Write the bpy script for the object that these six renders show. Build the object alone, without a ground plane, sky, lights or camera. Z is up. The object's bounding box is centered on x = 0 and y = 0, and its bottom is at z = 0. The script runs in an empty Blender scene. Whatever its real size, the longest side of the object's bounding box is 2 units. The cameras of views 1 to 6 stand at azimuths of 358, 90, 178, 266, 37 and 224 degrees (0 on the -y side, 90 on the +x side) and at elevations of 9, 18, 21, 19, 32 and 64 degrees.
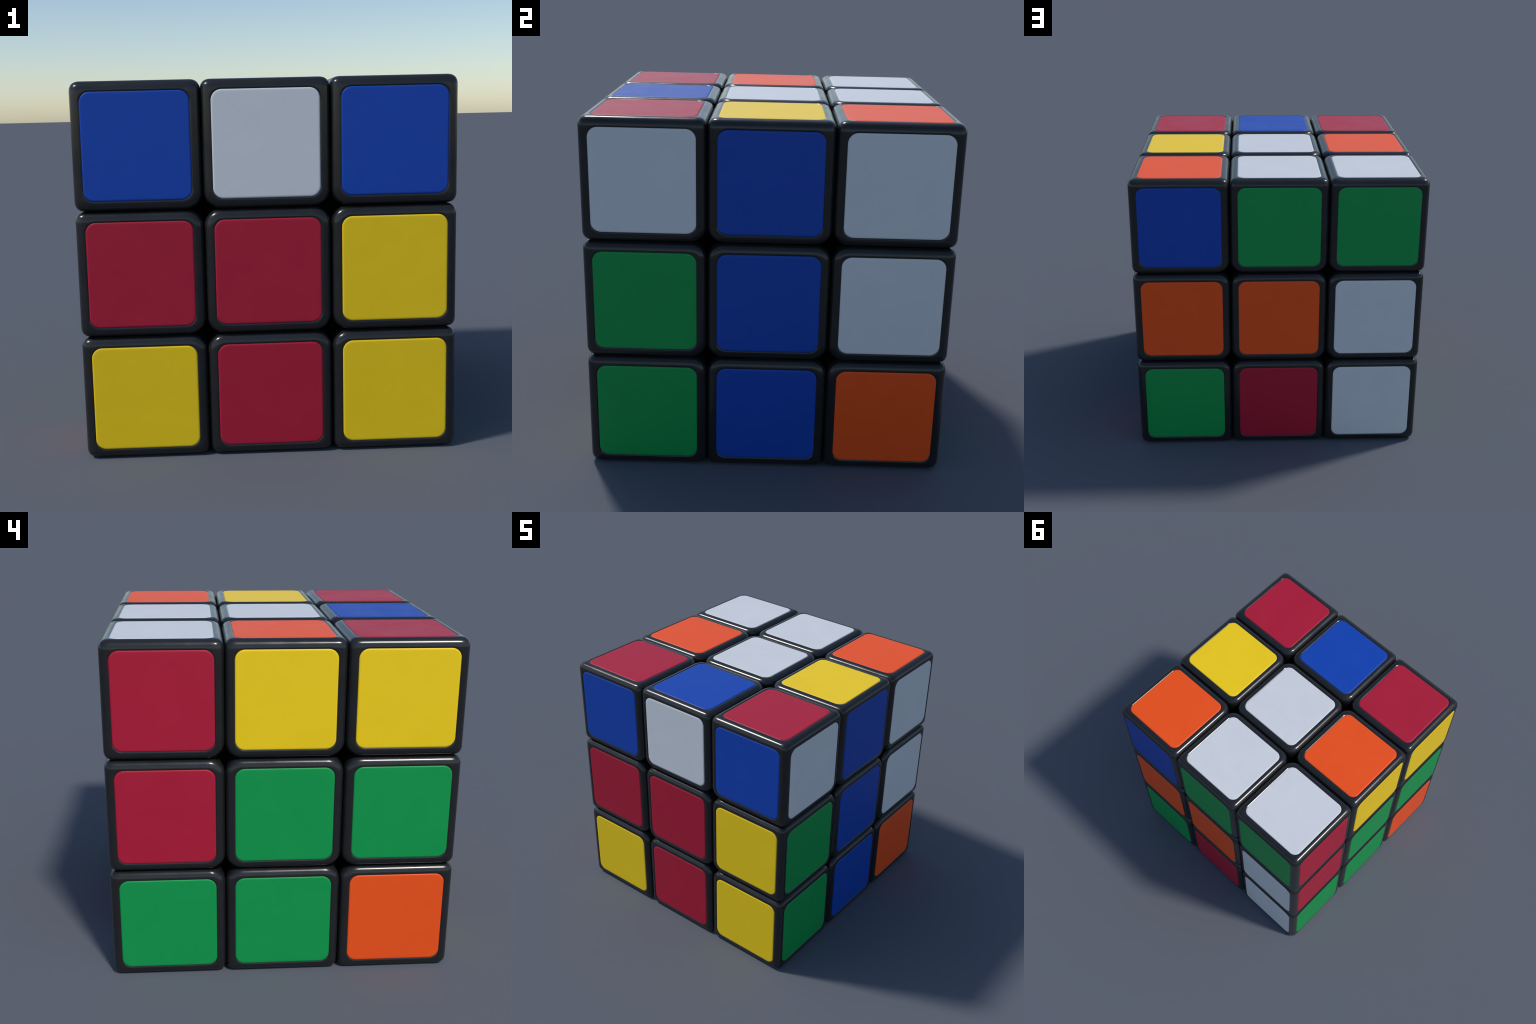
"""Scrambled 3x3x3 twisty puzzle cube: black glossy cubies with inset coloured tiles."""
import bpy, bmesh, math
from mathutils import Vector, Matrix

# ------------------------------------------------------------------ sizes (m)
PITCH = 0.6666          # distance between cubie centres
H = 0.3332              # half size of one cubie
R_EDGE = 0.060          # rounding of every cubie edge
R_INNER = 0.092         # rounding where two hidden sides meet (opens the + holes)
TILE_HALF = 0.2790      # half width of a coloured tile
TILE_R = 0.055          # corner radius of a tile
TILE_TOP = 0.0002       # tile face above the plastic face
GROOVE = 0.0036         # depth of the groove round a tile
MID_Z = 1.0             # centre of the puzzle

ARC, SIDE = 12, 14      # points per corner arc / per straight side


# ------------------------------------------------------------------ outlines
def rounded_square(half, radius):
    """Counter-clockwise closed outline, starting on the +u side."""
    pts = []
    c = half - radius
    for k, (sx, sy) in enumerate(((1, 1), (-1, 1), (-1, -1), (1, -1))):
        a0 = k * math.pi / 2
        for i in range(ARC + 1):
            a = a0 + (math.pi / 2) * i / ARC
            pts.append((sx * c + radius * math.cos(a), sy * c + radius * math.sin(a)))
        nx, ny = ((-1, 0), (0, -1), (1, 0), (0, 1))[k]
        for i in range(1, SIDE):
            t = -c + 2 * c * i / SIDE
            if k == 0: pts.append((-t, half))
            elif k == 1: pts.append((-half, -t))
            elif k == 2: pts.append((t, -half))
            else: pts.append((half, t))
    return pts


def square_outline(half, corner_share):
    """Sharp square sampled with the same point count; arcs fold over the corners."""
    pts = []
    c = half - corner_share
    for k in range(4):
        rot = Matrix.Rotation(k * math.pi / 2, 2)
        for i in range(ARC + 1):
            s = 2.0 * i / ARC                       # 0..2 along the two corner legs
            p = (half, c + corner_share * s) if s <= 1 else (half - corner_share * (s - 1), half)
            v = rot @ Vector(p)
            pts.append((v.x, v.y))
        for i in range(1, SIDE):
            t = c - 2 * c * i / SIDE
            v = rot @ Vector((t, half))
            pts.append((v.x, v.y))
    return pts


# ------------------------------------------------------------------ cubie body
def round_off(p, inner):
    """Map a point of the sharp box to the rounded cubie. inner[a] = sign of the hidden
    sides on axis a (tuple of signs)."""
    k = H - R_EDGE
    q = Vector([max(-k, min(k, c)) for c in p])
    rr = R_INNER - R_EDGE
    arcs = []
    for a, b in ((0, 1), (1, 2), (0, 2)):
        for sa in inner[a]:
            for sb in inner[b]:
                ca, cb = sa * (k - rr), sb * (k - rr)
                da, db = (p[a] - ca) * sa, (p[b] - cb) * sb
                if da > 0 and db > 0:
                    n = math.hypot(da, db)
                    arcs.append((a, b))
                    if n > rr:
                        q[a] = ca + sa * da / n * rr
                        q[b] = cb + sb * db / n * rr
    d = p - q
    if d.length < 1e-9:
        return p.copy()
    e = 2.6                                        # squarish edge profile with long tails
    if len(arcs) > 1:                              # hidden innermost corner: plain sphere
        n = d.length
    elif arcs:                                     # true circle in the plane of a + hole
        a, b = arcs[0]
        n = (math.hypot(d[a], d[b]) ** e + abs(d[3 - a - b]) ** e) ** (1 / e)
    else:
        n = sum(abs(c) ** e for c in d) ** (1 / e)
    return q + d * (R_EDGE / n)


FACES = {  # outward normal, u axis, v axis (u x v = n)
    'x+': ((1, 0, 0), (0, 1, 0), (0, 0, 1)), 'x-': ((-1, 0, 0), (0, 0, 1), (0, 1, 0)),
    'y+': ((0, 1, 0), (0, 0, 1), (1, 0, 0)), 'y-': ((0, -1, 0), (1, 0, 0), (0, 0, 1)),
    'z+': ((0, 0, 1), (1, 0, 0), (0, 1, 0)), 'z-': ((0, 0, -1), (0, 1, 0), (1, 0, 0)),
}

# groove cross-section, from the floor under the tile to the flat frame: (outset, depth)
LIP = [(-0.0040, GROOVE * 1.5), (0.0, GROOVE), (0.0015, GROOVE * 0.735), (0.0030, GROOVE * 0.485),
       (0.0046, GROOVE * 0.25), (0.0064, GROOVE * 0.08), (0.0086, 0.0)]


def cubie_mesh(name, outer):
    """outer: set of face keys which carry a tile."""
    inner = []
    for ax in 'xyz':
        inner.append(tuple(s for s, ch in ((1, '+'), (-1, '-')) if ax + ch not in outer))
    bm = bmesh.new()
    cache = {}

    def vert(p):
        key = (round(p.x, 5), round(p.y, 5), round(p.z, 5))
        if key not in cache:
            cache[key] = bm.verts.new(p)
        return cache[key]

    edge_loop = square_outline(H, 0.105)
    n_pts = len(edge_loop)
    for key, (n, u, v) in FACES.items():
        n, u, v = Vector(n), Vector(u), Vector(v)
        loops = []
        tiled = key in outer
        for out, dep in (LIP if tiled else LIP[-1:]):
            loops.append([vert(round_off(u * a + v * b + n * H, inner) - n * dep)
                          for a, b in rounded_square(TILE_HALF + out, TILE_R + out)])
        start = rounded_square(TILE_HALF + LIP[-1][0], TILE_R + LIP[-1][0])
        steps = 16
        for s in range(1, steps + 1):
            t = s / steps
            loop = []
            for (a0, b0), (a1, b1) in zip(start, edge_loop):
                p = u * (a0 + (a1 - a0) * t) + v * (b0 + (b1 - b0) * t) + n * H
                loop.append(vert(round_off(p, inner)))
            loops.append(loop)
        bm.faces.new(loops[0])
        for la, lb in zip(loops, loops[1:]):
            for i in range(n_pts):
                j = (i + 1) % n_pts
                ring = []
                for w in (la[i], lb[i], lb[j], la[j]):
                    if w not in ring:
                        ring.append(w)
                if len(ring) > 2:
                    try:
                        bm.faces.new(ring)
                    except ValueError:
                        pass
    bmesh.ops.recalc_face_normals(bm, faces=bm.faces)
    me = bpy.data.meshes.new(name)
    bm.to_mesh(me)
    bm.free()
    me.shade_smooth()
    me.set_sharp_from_angle(angle=math.radians(40))
    return me


# ------------------------------------------------------------------ coloured tile
TILE_PROFILE = [(0.0008, -0.0100), (0.0004, -0.0052), (-0.0006, -0.0036), (-0.0020, -0.0022),
                (-0.0038, -0.0011), (-0.0062, -0.0004), (-0.0090, 0.0), (-0.0140, 0.0)]


def tile_mesh(name):
    """Tile lying in the local xy plane, its face at local z = 0."""
    bm = bmesh.new()
    loops = [[bm.verts.new((a, b, z)) for a, b in rounded_square(TILE_HALF + o, TILE_R + o)]
             for o, z in TILE_PROFILE]
    n = len(loops[0])
    for la, lb in zip(loops, loops[1:]):
        for i in range(n):
            j = (i + 1) % n
            bm.faces.new((la[i], la[j], lb[j], lb[i]))
    bm.faces.new(loops[-1])
    bm.faces.new(list(reversed(loops[0])))
    bmesh.ops.recalc_face_normals(bm, faces=bm.faces)
    me = bpy.data.meshes.new(name)
    bm.to_mesh(me)
    bm.free()
    me.shade_smooth()
    me.set_sharp_from_angle(angle=math.radians(50))
    return me


# ------------------------------------------------------------------ materials
def noise(nt, coord, scale, detail=3.0, rough=0.55, distortion=0.0):
    n = nt.nodes.new('ShaderNodeTexNoise')
    n.inputs['Scale'].default_value = scale
    n.inputs['Detail'].default_value = detail
    n.inputs['Roughness'].default_value = rough
    n.inputs['Distortion'].default_value = distortion
    nt.links.new(coord, n.inputs['Vector'])
    return n.outputs['Fac']


def remap(nt, val, a, b, lo, hi):
    m = nt.nodes.new('ShaderNodeMapRange')
    m.inputs['From Min'].default_value = a
    m.inputs['From Max'].default_value = b
    m.inputs['To Min'].default_value = lo
    m.inputs['To Max'].default_value = hi
    nt.links.new(val, m.inputs['Value'])
    return m.outputs['Result']


def piece_coords(nt):
    """Object coordinates shifted per object, so no two pieces share a smudge."""
    tc = nt.nodes.new('ShaderNodeTexCoord')
    info = nt.nodes.new('ShaderNodeObjectInfo')
    sh = nt.nodes.new('ShaderNodeVectorMath'); sh.operation = 'SCALE'
    sh.inputs[0].default_value = (37.0, 53.0, 71.0)
    nt.links.new(info.outputs['Random'], sh.inputs['Scale'])
    add = nt.nodes.new('ShaderNodeVectorMath'); add.operation = 'ADD'
    nt.links.new(tc.outputs['Object'], add.inputs[0])
    nt.links.new(sh.outputs[0], add.inputs[1])
    return add.outputs[0]


def plastic(name, colour, rough, rough_var, tint_var, scratch, specular=0.5):
    mat = bpy.data.materials.new(name)
    mat.use_nodes = True
    nt = mat.node_tree
    bsdf = nt.nodes['Principled BSDF']
    co = piece_coords(nt)
    smudge = noise(nt, co, 5.0, 4.0, 0.6, 0.6)
    fine = noise(nt, co, 38.0, 2.0)
    # colour with a faint cloudy variation
    mix = nt.nodes.new('ShaderNodeMix'); mix.data_type = 'RGBA'
    ia = [s for s in mix.inputs if s.type == 'RGBA']
    ia[0].default_value = (*[c * (1 - tint_var) for c in colour], 1)
    ia[1].default_value = (*[min(1, c * (1 + tint_var)) for c in colour], 1)
    nt.links.new(remap(nt, smudge, 0.3, 0.7, 0, 1), mix.inputs[0])
    col = [s for s in mix.outputs if s.type == 'RGBA'][0]
    if scratch:
        # few short pale scuffs: stretched noise, only its rare peaks
        mp = nt.nodes.new('ShaderNodeMapping')
        mp.inputs['Scale'].default_value = (70, 32, 55)
        mp.inputs['Rotation'].default_value = (0.5, 0.8, 0.3)
        nt.links.new(co, mp.inputs['Vector'])
        sc = noise(nt, mp.outputs[0], 1.0, 2.0, 0.5)
        mask = remap(nt, sc, 0.76, 0.84, 0.0, 0.6)
        m2 = nt.nodes.new('ShaderNodeMix'); m2.data_type = 'RGBA'
        ib = [s for s in m2.inputs if s.type == 'RGBA']
        nt.links.new(mask, m2.inputs[0])
        nt.links.new(col, ib[0])
        ib[1].default_value = (0.05, 0.05, 0.052, 1)
        col = [s for s in m2.outputs if s.type == 'RGBA'][0]
    nt.links.new(col, bsdf.inputs['Base Color'])
    nt.links.new(remap(nt, smudge, 0.3, 0.75, rough - rough_var, rough + rough_var),
                 bsdf.inputs['Roughness'])
    bump = nt.nodes.new('ShaderNodeBump')
    bump.inputs['Strength'].default_value = 0.05
    bump.inputs['Distance'].default_value = 0.002
    nt.links.new(fine, bump.inputs['Height'])
    nt.links.new(bump.outputs[0], bsdf.inputs['Normal'])
    bsdf.inputs['IOR'].default_value = 1.5
    bsdf.inputs['Specular IOR Level'].default_value = specular
    return mat


BLACK = plastic('black_plastic', (0.0175, 0.0175, 0.0178), 0.22, 0.05, 0.10, True)
TINTS = {
    'W': ('white_tile', (0.71, 0.715, 0.725)),
    'Y': ('yellow_tile', (0.985, 0.66, 0.012)),
    'R': ('red_tile', (0.465, 0.0125, 0.041)),
    'B': ('blue_tile', (0.007, 0.066, 0.425)),
    'G': ('green_tile', (0.006, 0.33, 0.075)),
    'O': ('orange_tile', (0.96, 0.100, 0.012)),
}
TILE_MESH = {}
for letter, (nm, rgb) in TINTS.items():
    me = tile_mesh('tile_' + nm)
    me.materials.append(plastic(nm, rgb, 0.45, 0.05, 0.02, False, 0.3))
    TILE_MESH[letter] = me

# ------------------------------------------------------------------ the scramble
# rows top to bottom as seen from outside with the puzzle upright;
# top: seen from above, far row is +y, left is -x; bottom: near row first (-y), left is -x
SIDES = {
    'y-': ('BWB', 'RRY', 'YRY'),      # left to right = -x .. +x
    'x+': ('WBW', 'GBW', 'GBO'),      # -y .. +y
    'y+': ('BGG', 'OOW', 'GRW'),      # +x .. -x
    'x-': ('RYY', 'RGG', 'GGO'),      # +y .. -y
    'z+': ('WWO', 'OWY', 'RBR'),      # rows +y .. -y, -x .. +x
    'z-': ('BYR', 'OYO', 'OBY'),      # rows -y .. +y, -x .. +x
}


def tile_colour(face, i, j, k):
    """i, j, k in -1..1: cubie position."""
    rows = SIDES[face]
    if face == 'y-': return rows[1 - k][i + 1]
    if face == 'x+': return rows[1 - k][j + 1]
    if face == 'y+': return rows[1 - k][1 - i]
    if face == 'x-': return rows[1 - k][1 - j]
    if face == 'z+': return rows[1 - j][i + 1]
    return rows[j + 1][i + 1]


# ------------------------------------------------------------------ assembly
scene = bpy.context.scene.collection
cube = bpy.data.objects.new('puzzle_cube', None)
cube['label'] = 'scrambled black twisty puzzle cube with coloured square tiles'
cube['category'] = 'puzzle'
scene.objects.link(cube)

bodies = {}
for i in (-1, 0, 1):
    for j in (-1, 0, 1):
        for k in (-1, 0, 1):
            outer = set()
            for ax, s in zip('xyz', (i, j, k)):
                if s:
                    outer.add(ax + ('+' if s > 0 else '-'))
            if not outer:
                continue
            kind = {3: 'corner_piece', 2: 'edge_piece', 1: 'center_piece'}[len(outer)]
            me = cubie_mesh(kind + '_shape', outer)
            me.materials.append(BLACK)
            piece = bpy.data.objects.new(kind, me)
            piece.parent = cube
            piece.location = (i * PITCH, j * PITCH, MID_Z + k * PITCH)
            scene.objects.link(piece)
            for face in sorted(outer):
                n, u, v = (Vector(c) for c in FACES[face])
                tile = bpy.data.objects.new('tile', TILE_MESH[tile_colour(face, i, j, k)])
                tile.parent = piece
                m = Matrix((u, v, n)).transposed().to_4x4()
                m.translation = n * (H + TILE_TOP)
                tile.matrix_local = m
                scene.objects.link(tile)

# hidden mechanism that closes the view through the gaps
bm = bmesh.new()
bmesh.ops.create_uvsphere(bm, u_segments=48, v_segments=24, radius=0.80)
me = bpy.data.meshes.new('core_shape')
bm.to_mesh(me); bm.free()
me.shade_smooth()
me.materials.append(BLACK)
core = bpy.data.objects.new('core', me)
core.parent = cube
core.location = (0, 0, MID_Z)
scene.objects.link(core)
